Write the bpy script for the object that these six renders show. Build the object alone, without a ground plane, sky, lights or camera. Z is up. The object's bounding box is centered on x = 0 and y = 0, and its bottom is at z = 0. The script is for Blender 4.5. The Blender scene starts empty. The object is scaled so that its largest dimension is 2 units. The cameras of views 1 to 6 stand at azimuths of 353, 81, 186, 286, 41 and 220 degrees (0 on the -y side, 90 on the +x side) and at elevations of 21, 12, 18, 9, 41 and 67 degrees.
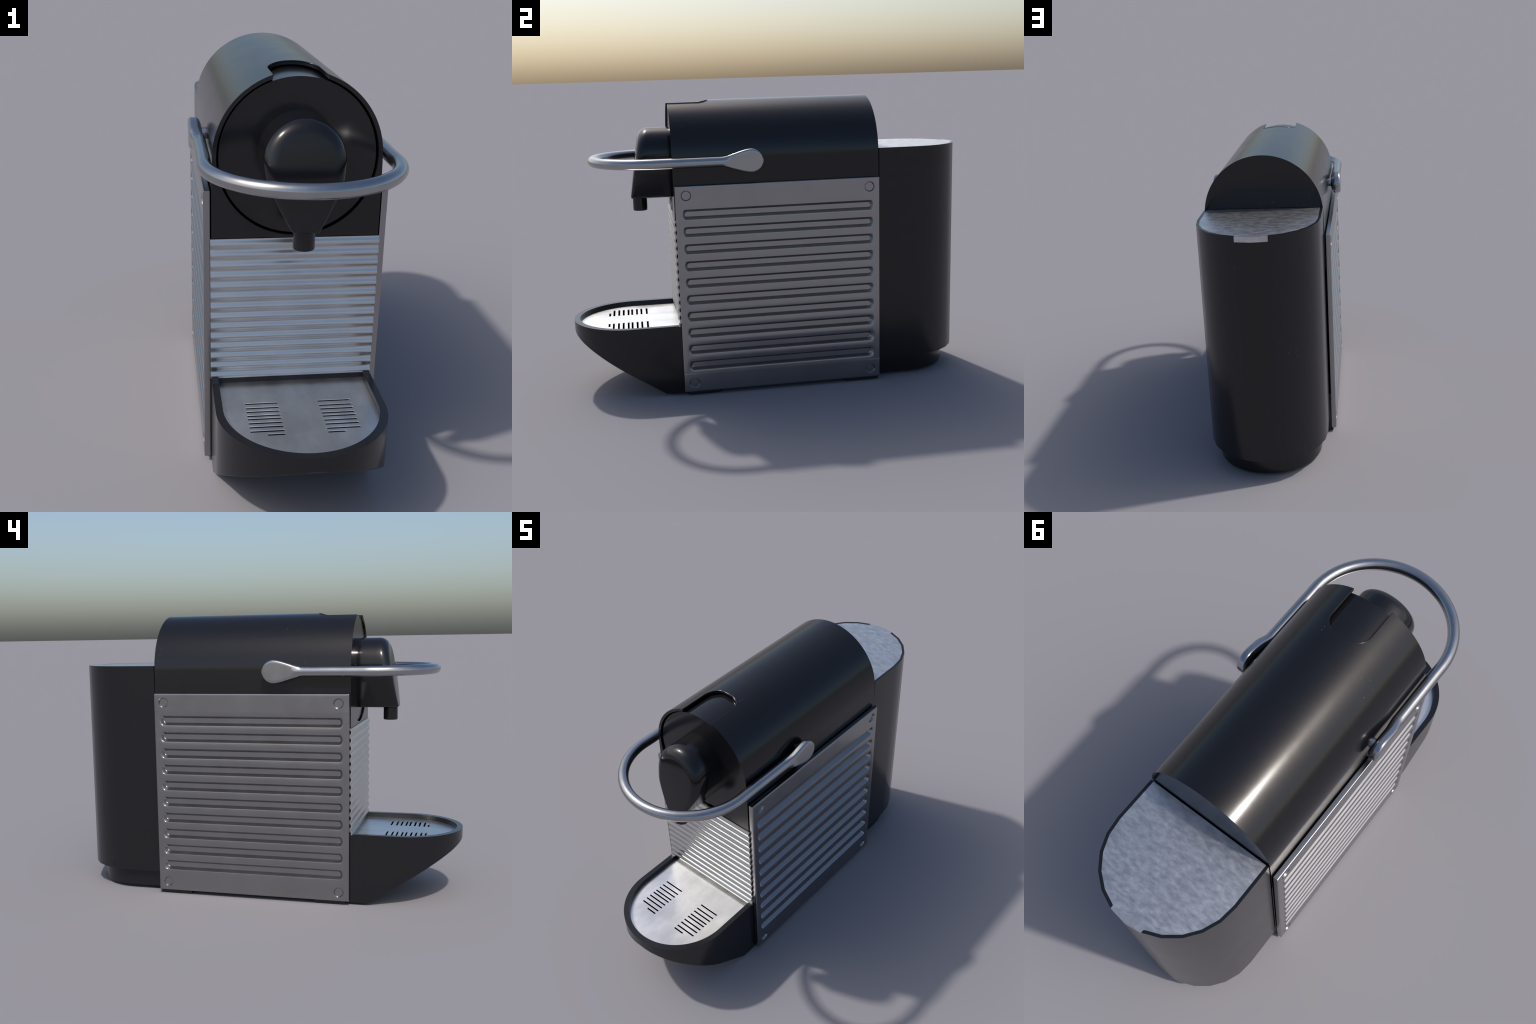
import bpy, bmesh, math
from mathutils import Vector
from math import sin, cos, pi, sqrt, radians

# ------------------------------------------------------------------ helpers
SCN = bpy.context.scene.collection

def mesh_obj(name, verts, faces, mat, parent=None, smooth=35):
    me = bpy.data.meshes.new(name)
    me.from_pydata([tuple(v) for v in verts], [], faces)
    bm = bmesh.new(); bm.from_mesh(me)
    bmesh.ops.recalc_face_normals(bm, faces=bm.faces)
    bm.to_mesh(me); bm.free()
    return wrap(name, me, mat, parent, smooth)

def wrap(name, me, mat, parent=None, smooth=35):
    ob = bpy.data.objects.new(name, me)
    SCN.objects.link(ob)
    if mat: me.materials.clear(); me.materials.append(mat)
    shade(me, smooth)
    if parent: ob.parent = parent
    return ob

def shade(me, smooth):
    me.polygons.foreach_set("use_smooth", [smooth is not None] * len(me.polygons))
    if smooth is not None and smooth < 180:
        me.set_sharp_from_angle(angle=radians(smooth))
    me.update()

def apply_mods(ob, smooth=35):
    dg = bpy.context.evaluated_depsgraph_get()
    me = bpy.data.meshes.new_from_object(ob.evaluated_get(dg))
    ob.modifiers.clear(); ob.data = me
    shade(me, smooth)

def cut(ob, cutter, smooth=35):
    m = ob.modifiers.new("cut", 'BOOLEAN'); m.operation = 'DIFFERENCE'
    m.solver = 'EXACT'; m.object = cutter
    apply_mods(ob, smooth)
    bpy.data.objects.remove(cutter)

def bevel(ob, width, segs=2, angle=40, smooth=35, weighted=True):
    m = ob.modifiers.new("bevel", 'BEVEL'); m.width = width; m.segments = segs
    m.limit_method = 'ANGLE'; m.angle_limit = radians(angle); m.miter_outer = 'MITER_ARC'
    apply_mods(ob, smooth)
    if weighted:
        w = ob.modifiers.new("normals", 'WEIGHTED_NORMAL'); w.keep_sharp = True; w.weight = 80
        apply_mods_keep(ob)

def apply_mods_keep(ob):
    dg = bpy.context.evaluated_depsgraph_get()
    me = bpy.data.meshes.new_from_object(ob.evaluated_get(dg))
    ob.modifiers.clear(); ob.data = me

def prism(name, pts, axis, lo, hi, mat, parent=None, smooth=35):
    """extrude a closed 2D outline; axis 'y': pts=(x,z), 'z': pts=(x,y), 'x': pts=(y,z)"""
    put = {'y': lambda a, b, t: (a, t, b), 'z': lambda a, b, t: (a, b, t), 'x': lambda a, b, t: (t, a, b)}[axis]
    n = len(pts)
    v = [put(a, b, lo) for a, b in pts] + [put(a, b, hi) for a, b in pts]
    f = [list(range(n)), list(range(2 * n - 1, n - 1, -1))]
    f += [[i, (i + 1) % n, n + (i + 1) % n, n + i] for i in range(n)]
    return mesh_obj(name, v, f, mat, parent, smooth)

def box(name, x0, x1, y0, y1, z0, z1, mat, parent=None):
    return prism(name, [(x0, y0), (x1, y0), (x1, y1), (x0, y1)], 'z', z0, z1, mat, parent)

def circle(cx, cy, r, n, a0=0.0):
    return [(cx + r * cos(a0 + 2 * pi * i / n), cy + r * sin(a0 + 2 * pi * i / n)) for i in range(n)]

def loft(name, rings, mat, parent=None, smooth=35, cap0=True, cap1=True):
    n = len(rings[0]); v = []; f = []
    for r in rings: v += r
    for k in range(len(rings) - 1):
        a = k * n; b = a + n
        for i in range(n):
            j = (i + 1) % n
            f.append([a + i, a + j, b + j, b + i])
    if cap0: f.append(list(range(n)))
    if cap1: f.append(list(range(len(rings) * n - 1, (len(rings) - 1) * n - 1, -1)))
    return mesh_obj(name, v, f, mat, parent, smooth)

# ---------------------------------------------------------------- materials
def material(name, base, rough, metallic=0.0, rough_var=0.05, noise_scale=6.0, stretch=(1, 1, 1),
             col_var=0.0, speck=0.0, bump=0.0, coat=0.0, spec=0.5, blotch=0.0):
    m = bpy.data.materials.new(name); m.use_nodes = True
    nt = m.node_tree; N = nt.nodes; L = nt.links
    p = N["Principled BSDF"]
    p.inputs["Metallic"].default_value = metallic
    p.inputs["Coat Weight"].default_value = coat
    p.inputs["Coat Roughness"].default_value = 0.12
    p.inputs["Specular IOR Level"].default_value = spec
    tc = N.new("ShaderNodeTexCoord"); mp = N.new("ShaderNodeMapping")
    mp.inputs["Scale"].default_value = stretch
    L.new(tc.outputs["Object"], mp.inputs["Vector"])
    nz = N.new("ShaderNodeTexNoise"); nz.inputs["Scale"].default_value = noise_scale
    nz.inputs["Detail"].default_value = 8; nz.inputs["Roughness"].default_value = 0.62
    L.new(mp.outputs["Vector"], nz.inputs["Vector"])
    rr = N.new("ShaderNodeMapRange")
    rr.inputs["From Min"].default_value = 0.3; rr.inputs["From Max"].default_value = 0.7
    rr.inputs["To Min"].default_value = max(0.02, rough - rough_var); rr.inputs["To Max"].default_value = rough + rough_var
    L.new(nz.outputs["Fac"], rr.inputs["Value"])
    L.new(rr.outputs["Result"], p.inputs["Roughness"])
    cr = N.new("ShaderNodeValToRGB")
    lo = [c * (1 - col_var) for c in base]; hi = [min(1, c * (1 + col_var)) for c in base]
    cr.color_ramp.elements[0].position = 0.32; cr.color_ramp.elements[0].color = (*lo, 1)
    cr.color_ramp.elements[1].position = 0.68; cr.color_ramp.elements[1].color = (*hi, 1)
    L.new(nz.outputs["Fac"], cr.inputs["Fac"])
    col = cr.outputs["Color"]
    if speck > 0:                       # sparse fine dust specks
        vo = N.new("ShaderNodeTexVoronoi"); vo.inputs["Scale"].default_value = 45
        L.new(tc.outputs["Object"], vo.inputs["Vector"])
        th = N.new("ShaderNodeMapRange"); th.inputs["From Min"].default_value = 0.17; th.inputs["From Max"].default_value = 0.05
        L.new(vo.outputs["Distance"], th.inputs["Value"])
        n2 = N.new("ShaderNodeTexNoise"); n2.inputs["Scale"].default_value = 7
        L.new(tc.outputs["Object"], n2.inputs["Vector"])
        t2 = N.new("ShaderNodeMapRange"); t2.inputs["From Min"].default_value = 0.62; t2.inputs["From Max"].default_value = 0.72
        L.new(n2.outputs["Fac"], t2.inputs["Value"])
        mu = N.new("ShaderNodeMath"); mu.operation = 'MULTIPLY'
        L.new(th.outputs["Result"], mu.inputs[0]); L.new(t2.outputs["Result"], mu.inputs[1])
        m2 = N.new("ShaderNodeMath"); m2.operation = 'MULTIPLY'; m2.inputs[1].default_value = speck
        L.new(mu.outputs[0], m2.inputs[0])
        mx = N.new("ShaderNodeMix"); mx.data_type = 'RGBA'
        L.new(m2.outputs[0], mx.inputs["Factor"]); L.new(col, mx.inputs["A"])
        mx.inputs["B"].default_value = (0.16, 0.155, 0.15, 1)
        col = mx.outputs["Result"]
    if blotch > 0:                      # scattered grimy smears
        n3 = N.new("ShaderNodeTexNoise"); n3.inputs["Scale"].default_value = 5.0
        n3.inputs["Detail"].default_value = 10; n3.inputs["Roughness"].default_value = 0.72
        m3 = N.new("ShaderNodeMapping"); m3.inputs["Scale"].default_value = (1, 1.0, 3.0)
        L.new(tc.outputs["Object"], m3.inputs["Vector"]); L.new(m3.outputs["Vector"], n3.inputs["Vector"])
        t3 = N.new("ShaderNodeMapRange"); t3.inputs["From Min"].default_value = 0.60; t3.inputs["From Max"].default_value = 0.75
        t3.inputs["To Max"].default_value = blotch
        L.new(n3.outputs["Fac"], t3.inputs["Value"])
        mx = N.new("ShaderNodeMix"); mx.data_type = 'RGBA'
        L.new(t3.outputs["Result"], mx.inputs["Factor"]); L.new(col, mx.inputs["A"])
        mx.inputs["B"].default_value = (base[0] * .35, base[1] * .34, base[2] * .32, 1)
        col = mx.outputs["Result"]
    L.new(col, p.inputs["Base Color"])
    if bump > 0:
        b = N.new("ShaderNodeBump"); b.inputs["Strength"].default_value = bump; b.inputs["Distance"].default_value = 0.002
        L.new(nz.outputs["Fac"], b.inputs["Height"]); L.new(b.outputs["Normal"], p.inputs["Normal"])
    return m

BLACK = (0.0068, 0.0066, 0.0082)
M_SHELL = material("gloss_black_plastic", BLACK, 0.185, rough_var=0.02, speck=0.4, noise_scale=9)
M_TANK = material("satin_black_plastic", BLACK, 0.20, rough_var=0.02, speck=0.35, noise_scale=9)
M_KNOB = material("polished_black_plastic", BLACK, 0.17, rough_var=0.015, speck=0.3, noise_scale=9)
M_DARK = material("matt_black_plastic", (0.005, 0.005, 0.0055), 0.45)
M_PANEL = material("satin_aluminium", (0.345, 0.342, 0.345), 0.225, metallic=1, rough_var=0.025, noise_scale=9,
                   col_var=0.03, blotch=0.06)
M_TUBE = material("brushed_steel_tube", (0.42, 0.42, 0.425), 0.21, metallic=1, rough_var=0.04, noise_scale=14, col_var=0.04)
M_SPLASH = material("bright_aluminium", (0.61, 0.61, 0.605), 0.29, metallic=1, rough_var=0.02, noise_scale=3,
                    stretch=(1, 1, 4), col_var=0.05)
M_GRATE = material("brushed_aluminium_grate", (0.74, 0.74, 0.735), 0.33, metallic=1, rough_var=0.035, noise_scale=7,
                   stretch=(1.9, 1, 1), col_var=0.10)
M_LID = material("brushed_aluminium_lid", (0.60, 0.60, 0.605), 0.38, metallic=1, rough_var=0.05, noise_scale=30,
                 stretch=(1, 2.0, 1), col_var=0.15)

# ------------------------------------------------------------ main dimensions
CZ = 1.150          # centre height of the round head
R_HEAD = 0.282
Y_FRONT, Y_REAR = -0.4765, 0.5285
HW = 0.2845         # half width of the lower body

root = bpy.data.objects.new("coffee_machine", None); SCN.objects.link(root)
root["label"] = "black capsule coffee machine with ribbed aluminium sides"
root["category"] = "coffee machine"

# ------------------------------------------------------------ housing (arched shell)
def arch(r, hw, zbot, n=120):
    pts = [(r * cos(pi * i / n), CZ + r * sin(pi * i / n)) for i in range(n + 1)]
    return [(hw, zbot), (hw, 1.03)] + pts + [(-hw, 1.03), (-hw, zbot)]

housing = prism("housing", arch(R_HEAD, HW, 0.876), 'y', Y_FRONT, Y_REAR, M_SHELL, root)
for v in housing.data.vertices:                  # the barrel narrows very slightly to the rear
    if v.co.y > 0:
        v.co.x *= 0.998
        if v.co.z > CZ: v.co.z = CZ + (v.co.z - CZ) * 0.996
bore = prism("helper_bore", circle(0, CZ + 0.001, 0.2680, 160), 'y', -0.7, 0.40, None)
cut(housing, bore)
# U shaped finger notch in the top of the shell
NW = 0.0895
notch = [(NW, -0.7)] + [(0.026 + (NW - 0.026) * cos(a), -0.336 + 0.064 * sin(a)) for a in [pi / 2 * k / 10 for k in range(11)]]
notch += [(-x, y) for x, y in reversed(notch)]
nc = prism("helper_notch", notch, 'z', 1.36, 1.60, None)
cut(housing, nc)
bevel(housing, 0.0032, 3, 40)

# rounded lip that runs round the notch, just proud of the shell
def lip():
    path = [(x, max(y, Y_FRONT + 0.002)) for x, y in notch]
    fine = []
    for (x0, y0), (x1, y1) in zip(path, path[1:]):
        k = max(1, int(sqrt((x1 - x0) ** 2 + (y1 - y0) ** 2) / 0.004))
        fine += [(x0 + (x1 - x0) * i / k, y0 + (y1 - y0) * i / k) for i in range(k)]
    fine.append(path[-1])
    P3 = [Vector((x * 1.006, y, CZ + sqrt(R_HEAD ** 2 - x * x) - 0.0014)) for x, y in fine]
    rings = []
    for i, p in enumerate(P3):
        t = (P3[min(i + 1, len(P3) - 1)] - P3[max(i - 1, 0)]).normalized()
        n1 = Vector((p.x, 0, p.z - CZ)).normalized(); n2 = t.cross(n1).normalized(); n1 = n2.cross(t)
        rings.append([tuple(p + 0.0024 * (cos(2 * pi * k / 12) * n1 + sin(2 * pi * k / 12) * n2)) for k in range(12)])
    return rings
loft("notch_lip", lip(), M_SHELL, housing, smooth=60)

disc = prism("front_disc", circle(0, CZ + 0.001, 0.2612, 160), 'y', Y_FRONT + 0.0085, 0.38, M_KNOB, root)
bevel(disc, 0.0015, 2, 40)

# ------------------------------------------------------------ brew head and spout
def catmull(P, n):
    out = []
    Q = [P[0]] + P + [P[-1]]
    for i in range(1, len(Q) - 2):
        p0, p1, p2, p3 = Q[i - 1:i + 3]
        for k in range(n):
            t = k / n
            out.append(tuple(0.5 * (2 * b_ + (c_ - a_) * t + (2 * a_ - 5 * b_ + 4 * c_ - d_) * t * t + (3 * b_ - a_ - 3 * c_ + d_) * t ** 3)
                             for a_, b_, c_, d_ in zip(p0, p1, p2, p3)))
    return out + [P[-1]]

def head_outline():
    """half outline seen from the front (x, z, outward normal), from the crown down to the spout"""
    r, cz = 0.1322, 1.1725
    ctrl = [(r * cos(radians(a)), cz + r * sin(radians(a))) for a in range(90, -11, -10)]
    ctrl += [(0.1278, 1.1320), (0.1232, 1.1100), (0.1155, 1.0880), (0.1055, 1.0685), (0.0945, 1.0480),
             (0.0770, 1.0170), (0.0595, 0.9865), (0.0480, 0.9670), (0.0432, 0.9605), (0.0375, 0.9570)]
    P = catmull(ctrl, 4)
    pts = []
    for i, (x, z) in enumerate(P):
        x0, z0 = P[max(0, i - 1)]; x1, z1 = P[min(len(P) - 1, i + 1)]
        tx, tz = x1 - x0, z1 - z0; l = sqrt(tx * tx + tz * tz)
        pts.append((x, z, -tz / l, tx / l))
    pts[0] = (0.0, cz + r, 0.0, 1.0)
    return pts

def front_y(z): return -0.6765 + (z - 0.965) * 0.1575
half = head_outline()
full = half + [(-x, z, -nx, nz) for x, z, nx, nz in reversed(half[1:])]
def fillet_r(z):
    t = min(1, max(0, (z - 0.96) / 0.25)); t = t * t * (3 - 2 * t)
    return 0.011 + (0.044 - 0.011) * t
rings = [[(x, -0.450, z) for x, z, _, _ in full]]
for s in (0.15, 0.4, 0.65, 0.85, 1.0):
    rings.append([(x, -0.450 + (front_y(z) + fillet_r(z) + 0.450) * s, z) for x, z, _, _ in full])
for k in range(1, 10):
    a = pi / 2 * k / 9
    ring = []
    for x, z, nx, nz in full:
        r = fillet_r(z); d = r * (1 - cos(a))
        xx, zz = x - nx * d, max(z - nz * d, 0.957)
        ring.append((xx, front_y(zz) + r * (1 - sin(a)), zz))
    rings.append(ring)
brew_head = loft("brew_head", rings, M_KNOB, root, smooth=50)
spout = prism("spout", circle(0, -0.633, 0.0355, 48), 'z', 0.8935, 0.962, M_KNOB, brew_head)
bevel(spout, 0.004, 3, 40)

# ------------------------------------------------------------ lever handle (bent tube with teardrop ends)
HZ, TR = 1.1495, 0.0248
def handle():
    XS = 0.3125
    rings = []; NS = 80
    def section(cx, cy, tx, ty, hh, thick, flat):
        # tx,ty tangent of the path; outward horizontal normal n (right hand side)
        nx, ny = ty, -tx
        ring = []
        rc = 0.0125
        for i in range(NS):
            a = 2 * pi * i / NS
            c, q = cos(a), sin(a)
            u, w = thick * c, hh * q                       # round tube section
            if flat > 0 and c > 0:                         # blend to a flat, softly bevelled outer face
                d = math.degrees(math.asin(max(-1, min(1, q)))); sg = 1 if d >= 0 else -1; d = abs(d)
                r = min(rc, hh * 0.6)
                if d < 42: fu, fw = thick, (hh - r) * d / 42
                elif d < 72:
                    t = (d - 42) / 30 * pi / 2; fu, fw = thick - r + r * cos(t), hh - r + r * sin(t)
                else: fu, fw = (thick - r) * (90 - d) / 18, hh
                u += (fu - u) * flat; w += (sg * fw - w) * flat
            ring.append((cx + nx * u, cy + ny * u, HZ + w))
        return ring
    side = []                                    # teardrop end to arc start
    yc, rb = -0.1062, 0.0575
    ys = [yc + rb * sin(a) for a in [pi / 2 * (1 - k / 30) for k in range(31)]]
    for k, y in enumerate(ys):
        a = pi / 2 * (1 - k / 30)
        h = max(rb * cos(a), 0.004)
        th = 0.0252 * (0.50 + 0.50 * sqrt(min(1, max(0, 1 - (max(0, y - (yc + 0.033)) / 0.0246) ** 2))))
        side.append((y, h, th))
    y_a = yc - 0.012; h_a = 0.0565; y_b = -0.240
    for k in range(0, 61):
        t = k / 60
        y = y_a + (y_b - y_a) * t
        lin = h_a + (TR - h_a) * t
        sm = h_a + (TR - h_a) * t * t * (3 - 2 * t)
        side.append((y, 0.55 * lin + 0.45 * sm, 0.0252))
    for y in (-0.255, -0.30, -0.40, -0.50): side.append((y, TR, TR))
    def fl(y):
        t = min(1, max(0, (y + 0.245) / 0.05)); return t
    def xo(y, th):                               # flat outer face stands slightly proud
        t = min(1, max(0, (y + 0.245) / 0.07)); t = t * t * (3 - 2 * t)
        return XS - 0.001 + t * 0.0060 + (0.45 * (0.0252 - th) if th < 0.0252 else 0)
    path = []
    for y, h, th in side:
        rings.append(section(xo(y, th), y, 0, -1, h, th, fl(y)))
        # outward normal for +x side must be +x
    ay, A, B = -0.545, XS, 0.3075
    for k in range(0, 49):
        a = pi * k / 48
        cx, cy = A * cos(a), ay - B * sin(a)
        tx, ty = -A * sin(a), -B * cos(a); l = sqrt(tx * tx + ty * ty)
        rings.append(section(cx, cy, tx / l, ty / l, TR, TR, 0))
    for y, h, th in reversed(side):
        rings.append(section(-xo(y, th), y, 0, 1, h, th, fl(y)))
    # the section normal is (ty,-tx): for tangent (0,-1) that is -x, so flip all rings
    return rings
def flip(rings):
    out = []
    for r in rings:
        cx = (r[20][0] + r[60][0]) / 2; cy = (r[20][1] + r[60][1]) / 2
        out.append([(2 * cx - x, 2 * cy - y, z) for x, y, z in r])
    return out
lever = loft("lever_handle", flip(handle()), M_TUBE, root, smooth=62)
for sx in (1, -1):
    pin = prism("pivot_pin", circle(-0.106, HZ, 0.021, 40), 'x', *sorted((sx * 0.270, sx * 0.300)), M_TUBE, lever)

# ------------------------------------------------------------ ribbed side panels
PY0, PY1, PZ0, PZ1 = -0.4725, 0.5245, 0.0185, 1.0410
PX_IN, PX_OUT = 0.2895, 0.3114
GROOVE_Z = [0.9050 - 0.0836 * i for i in range(10)]
GY0, GY1, GH = -0.4405, 0.4925, 0.0232
RIVETS = [(-0.421, 0.9955), (0.4748, 0.9955), (-0.421, 0.0632), (0.4748, 0.0638)]

HO, HF, DEPTH, RUN = 0.0240, 0.0118, 0.0195, 0.0112     # slot half height, floor half height, depth, end slope length
def slot_level(y, dz):
    """0 on the slot outline, 1 on the floor outline, negative outside"""
    def inside(q):
        hh = HO - (HO - HF) * q; el = 0.0145 + (0.0105 - 0.0145) * q
        e0 = GY0 + RUN * q; e1 = GY1 - RUN * q
        d = max(e0 + el - y, y - (e1 - el), 0) / el
        return d * d + (dz / hh) ** 2 <= 1
    lo, hi = -0.9, 1.02
    if not inside(lo): return lo
    if inside(hi): return hi
    for _ in range(14):
        m = (lo + hi) / 2
        if inside(m): lo = m
        else: hi = m
    return lo

def relief(y, z):
    h = 0.0
    zc = min(GROOVE_Z, key=lambda q: abs(q - z)); dz = abs(z - zc)
    if dz < 0.042:
        if GY0 + 0.03 < y < GY1 - 0.03: q = min(1.02, (HO - dz) / (HO - HF))
        else: q = slot_level(y, dz)
        if q < 0:
            h -= 0.0013 * math.exp(q * 0.0127 / 0.009)
            e = max(0, 0.06 + q) / 0.06
            h -= 0.0006 * e * e
        else:
            t = min(1, q); h -= 0.0013 + 0.0006 + (DEPTH - 0.0019) * t
    for ry, rz in RIVETS:
        q = sqrt((y - ry) ** 2 + (z - rz) ** 2)
        t = min(1, max(0, (0.0246 - q) / 0.0034))
        h -= 0.0085 * t
    e = min(y - PY0, PY1 - y, z - PZ0, PZ1 - z); r = 0.0040
    if e < r: h -= r - sqrt(max(0, r * r - (r - e) ** 2))
    if e < 0.012: h -= 0.0006 * (1 - e / 0.012) ** 2
    return h

def spread(a, b, step):
    n = max(1, round((b - a) / step)); return [a + (b - a) * i / n for i in range(n)]
EDGE = [0, 0.0003, 0.0010, 0.0022, 0.0040]
ys = [PY0 + e for e in EDGE[:-1]] + spread(PY0 + 0.0040, -0.392, 0.0013) + spread(-0.392, 0.445, 0.09) \
     + spread(0.445, PY1 - 0.0040, 0.0013) + [PY1 - e for e in reversed(EDGE)]
STEPS = [0.0, 0.004, 0.008, HF - 0.0006, HF, HF + 0.0012, 0.0145, 0.0180, HO - 0.0014, HO, HO + 0.0005, HO + 0.0012, HO + 0.0028, 0.030, 0.035, 0.0415]
zs = {PZ0 + e for e in EDGE} | {PZ1 - e for e in EDGE} | set(spread(0.0225, 0.11, 0.0014)) | set(spread(0.952, 1.037, 0.0014))
zs |= {c + sg * e for c in GROOVE_Z for e in STEPS for sg in (1, -1) if PZ0 + 0.004 < c + sg * e < PZ1 - 0.004}
zs = sorted(zs)
zs = [z for i, z in enumerate(zs) if i == 0 or z - zs[i - 1] > 0.00015]
for sx in (1, -1):
    ny, nz = len(ys), len(zs); V = []; F = []
    for z in zs:
        for y in ys: V.append((sx * (PX_OUT + relief(y, z)), y, z))
    for k in range(nz - 1):
        for i in range(ny - 1):
            a = k * ny + i; F.append([a, a + 1, a + ny + 1, a + ny])
    loop = [i for i in range(ny)] + [k * ny + ny - 1 for k in range(1, nz)] + \
           [(nz - 1) * ny + i for i in range(ny - 2, -1, -1)] + [k * ny for k in range(nz - 2, 0, -1)]
    b0 = len(V)
    for i in loop: V.append((sx * PX_IN, V[i][1], V[i][2]))
    m = len(loop)
    for i in range(m):
        j = (i + 1) % m; F.append([loop[i], loop[j], b0 + j, b0 + i])
    F.append([b0 + i for i in range(m)])
    panel = mesh_obj("side_panel", V, F, M_PANEL, root, smooth=32)
    for ry, rz in RIVETS:
        prism("rivet", circle(ry, rz, 0.0195, 40), 'x', *sorted((sx * 0.298, sx * (PX_OUT - 0.0076))), M_PANEL, panel)

# ------------------------------------------------------------ corrugated splash panel
zt, zb, pitch, amp, ym = 0.8745, 0.3505, 0.0383, 0.0035, -0.4825
n = 14 * 16
def wave(z): return ym + amp * cos(2 * pi * (zt - z) / pitch)
zz = [zt + (zb - zt) * i / n for i in range(n + 1)]
sheet = [(wave(z), z) for z in zz] + [(wave(z) + 0.0080, z) for z in reversed(zz)]
splash = prism("splash_panel", sheet, 'x', -0.2885, 0.2885, M_SPLASH, root, smooth=50)

# ------------------------------------------------------------ chassis behind the panels
chassis = box("chassis", -0.2800, 0.2800, -0.4620, 0.5240, 0.0080, 0.8745, M_DARK, root)
bevel(chassis, 0.002, 1)
for sx in (1, -1):
    for y0, y1, zt_ in ((-0.4710, -0.400, 0.346), (0.330, 0.5200, 0.205)):
        box("panel_bracket", *sorted((sx * 0.2760, sx * 0.2892)), y0, y1, 0.0190, zt_, M_TANK, chassis)
    for y0, y1 in ((-0.450, -0.295), (0.353, 0.520)):
        foot = box("foot", *sorted((sx * 0.225, sx * 0.2960)), y0, y1, 0.0, 0.0165, M_DARK, root)
        bevel(foot, 0.002, 1)

# ------------------------------------------------------------ drip tray
RIM_Z, PLATE_Z = 0.3530, 0.3290
def stadium(hw, yc, ry, yback, n=64):
    pts = [(hw * cos(-pi * i / n), yc + ry * sin(-pi * i / n)) for i in range(n + 1)]
    return [(hw, yback)] + pts + [(-hw, yback)]
# side profile of the hull underside: height as a function of y
KEEL = [(-1.0, 0.306), (-0.9985, 0.300), (-0.992, 0.2925), (-0.969, 0.275), (-0.951, 0.2625), (-0.919, 0.2420), (-0.8515, 0.1990),
        (-0.757, 0.1380), (-0.658, 0.0740), (-0.566, 0.0125), (-0.558, 0.0085), (-0.540, 0.0075), (-0.455, 0.0075)]
def keel(y):
    for (a, za), (b, zb_) in zip(KEEL, KEEL[1:]):
        if y <= b: return za + (zb_ - za) * max(0, (y - a)) / (b - a)
    return KEEL[-1][1]
ybk = -0.460
rows = [-1.0 + 0.285 * (1 - cos(pi / 2 * k / 40)) for k in range(41)] + spread(-0.7000, -0.566, 0.01) + [-0.566, -0.558] + [-0.540, -0.50, ybk]
def tray_hw(y):
    if y < -0.715: return 0.2868 * sqrt(max(0, 1 - ((y + 0.715) / 0.285) ** 2)) * (1 - 0.012 * ((y + 0.715) / 0.285) ** 2)
    return 0.2868 - 0.0012 * ((y + 0.715) / 0.25) ** 2
V = []; F = []; NC = 12
for y in rows:
    w = max(tray_hw(y), 0.0008)
    zk = keel(y)
    # cross-section: left rim, left wall down, bottom, right wall up
    e = min(0.003, w * 0.3)
    sec = [(-w, RIM_Z), (-w, RIM_Z - 0.004), (-w, zk + 0.003), (-w + 0.0008 if w > .01 else -w, zk + 0.0008), (-w + e, zk)]
    sec += [((-w + e) + (2 * w - 2 * e) * i / NC, zk) for i in range(1, NC)]
    sec += [(-x, z) for x, z in reversed(sec[:5])]
    V += [(x, y, z) for x, z in sec]
m = len(sec)
for k in range(len(rows) - 1):
    for i in range(m):
        j = (i + 1) % m
        F.append([k * m + i, k * m + j, (k + 1) * m + j, (k + 1) * m + i])
F.append(list(range(m))); F.append(list(range(len(rows) * m - 1, (len(rows) - 1) * m - 1, -1)))
tray = mesh_obj("drip_tray", V, F, M_TANK, root, smooth=40)
well = prism("helper_well", stadium(0.2620, -0.700, 0.2715, -0.4800), 'z', 0.305, 0.5, None)
cut(tray, well, 40)
for hx, ya in ((0.165, -0.930), (0.246, -0.805)):          # hollow hull under the grate
    ks = [ya + (-0.492 - ya) * i / 24 for i in range(25)]
    hull = [(y, keel(y) + 0.014) for y in ks] + [(-0.492, 0.315), (ya, 0.315)]
    cut(tray, prism("helper_hollow", hull, 'x', -hx, hx, None), 40)
bevel(tray, 0.0018, 2, 50, 40)
# perforated metal plate
grate = prism("drip_grate", stadium(0.2615, -0.700, 0.2709, -0.4806), 'z', PLATE_Z - 0.0042, PLATE_Z, M_GRATE, tray)
SV = []; SF = []
def slot(x0, x1, y, hw=0.0046):
    """cutter for one slot; its rear lip is chamfered"""
    o = len(SV)
    for z, e in ((0.300, 0), (PLATE_Z - 0.0014, 0), (PLATE_Z, 0.0018), (0.36, 0.0018)):
        SV.extend((a, b, z) for a, b in [(x0, y - hw), (x1, y - hw), (x1, y + hw + e), (x0, y + hw + e)])
    SF.extend([[o, o + 3, o + 2, o + 1], [o + 12, o + 13, o + 14, o + 15]])
    for k in (0, 4, 8):
        SF.extend([[o + k + i, o + k + (i + 1) % 4, o + k + 4 + (i + 1) % 4, o + k + 4 + i] for i in range(4)])
SLOT_Y = [-0.6325]
for step in (0.0281, 0.0232, 0.0253, 0.0193, 0.0251, 0.0236, 0.0254, 0.0216): SLOT_Y.append(SLOT_Y[-1] - step)
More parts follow.
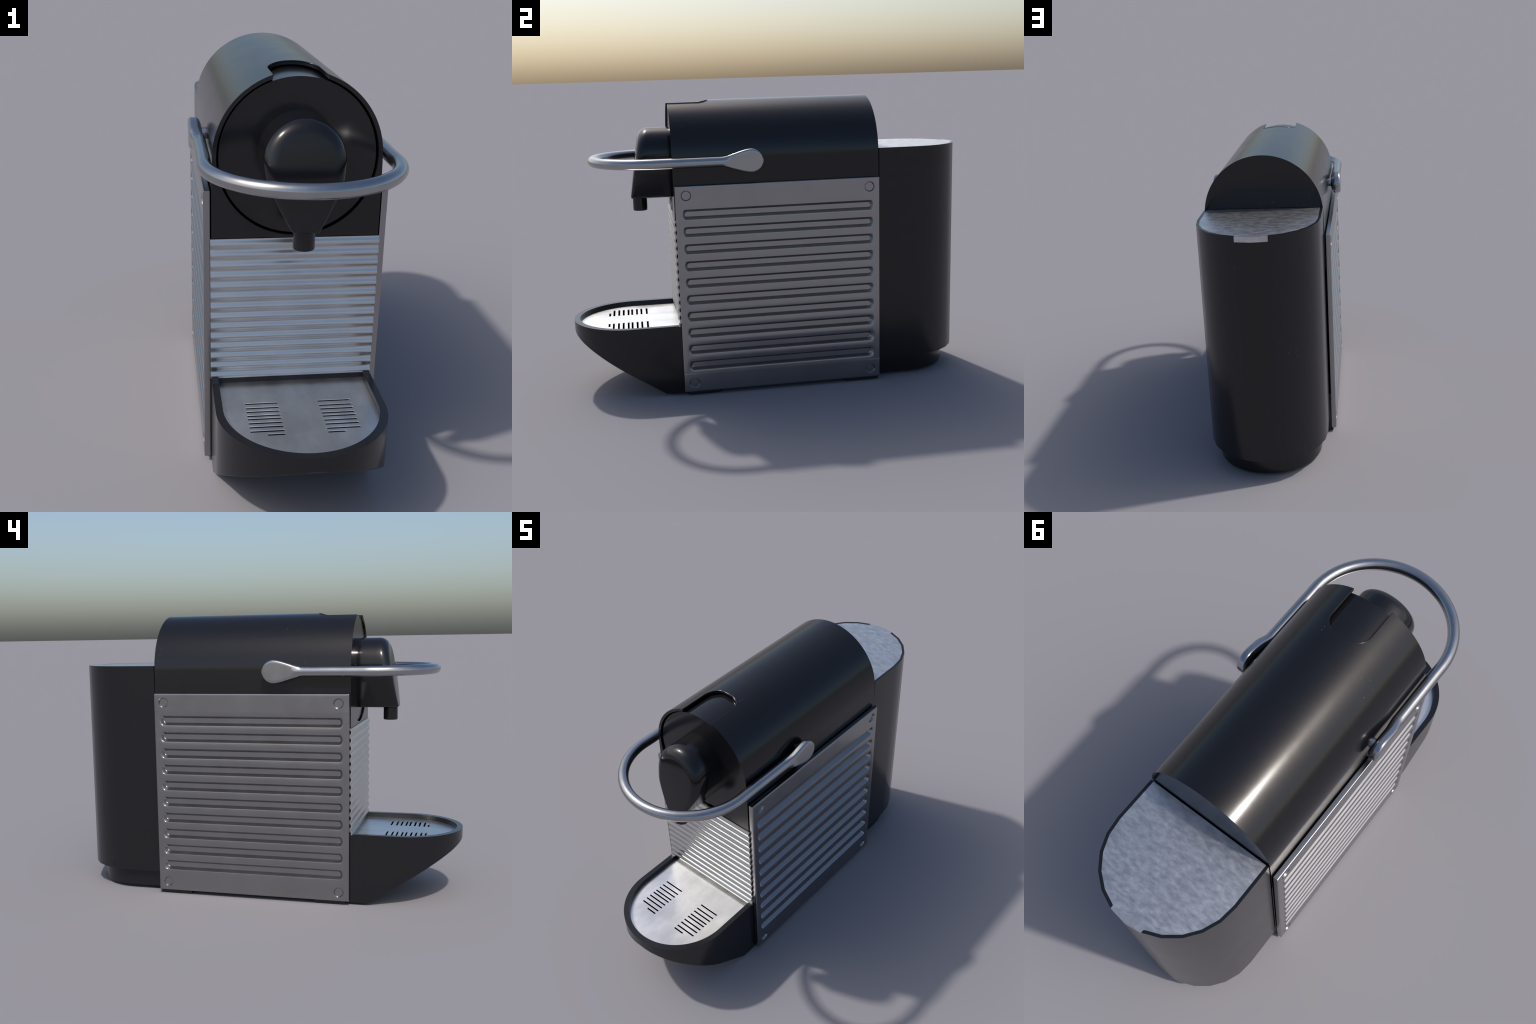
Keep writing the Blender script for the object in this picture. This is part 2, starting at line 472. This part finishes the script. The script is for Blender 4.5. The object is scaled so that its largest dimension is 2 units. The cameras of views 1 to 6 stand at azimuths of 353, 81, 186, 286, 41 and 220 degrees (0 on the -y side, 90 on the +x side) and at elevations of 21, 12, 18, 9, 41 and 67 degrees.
for sx in (1, -1):
    for y in SLOT_Y[:8]:
        slot(*sorted((sx * 0.0700, sx * 0.1815)), y)
    slot(*sorted((sx * 0.0700, sx * 0.1270)), SLOT_Y[8])
sc = mesh_obj("helper_slots", SV, SF, None)
cut(grate, sc)
grate.data.materials.clear(); grate.data.materials.append(M_GRATE)
# ------------------------------------------------------------ water tank
TY, TRAD = 0.7195, 0.2805
def tank_outline(r, hw, yb, seg=12):
    pts = [(r * cos(pi * i / seg), TY + r * sin(pi * i / seg)) for i in range(seg + 1)]
    return [(hw, yb)] + pts + [(-hw, yb)]
TANK_Z0, TANK_Z1 = 0.105, 1.1785
tank = prism("water_tank", tank_outline(TRAD, TRAD, 0.5330), 'z', TANK_Z0, TANK_Z1, M_TANK, root, smooth=40)
# open top for the lid and the tab gap in the rim
lidcut = prism("helper_lidcut", tank_outline(0.2685, 0.2685, 0.50), 'z', TANK_Z1 - 0.030, 1.4, None)
cut(tank, lidcut, 40)
tabcut = box("helper_tabcut", -0.0725, 0.0725, 0.90, 1.1, TANK_Z1 - 0.0282, 1.4, None)
cut(tank, tabcut, 40)
lid = prism("tank_lid", tank_outline(0.2680, 0.2680, 0.5335), 'z', TANK_Z1 - 0.0295, TANK_Z1 - 0.0006, M_LID, tank, smooth=40)
tabo = tank_outline(TRAD + 0.0004, TRAD, 0.9)
tab_pts = [(0.0718, 0.965), (0.0718, TY + TRAD * sin(radians(75)) + 0.0004), (0.0, TY + TRAD + 0.0004),
           (-0.0718, TY + TRAD * sin(radians(75)) + 0.0004), (-0.0718, 0.965)]
tab = prism("lid_tab", tab_pts, 'z', TANK_Z1 - 0.0245, TANK_Z1 - 0.0003, M_LID, tank, smooth=40)
base = prism("tank_base", [(x * 0.248 / TRAD, (y - TY) * 0.248 / TRAD + 0.700 if y > 0.7 else y) for x, y in tank_outline(TRAD, TRAD, 0.520, 18)],
             'z', 0.0125, TANK_Z0 + 0.002, M_TANK, tank, smooth=40)
bevel(base, 0.004, 2, 60)
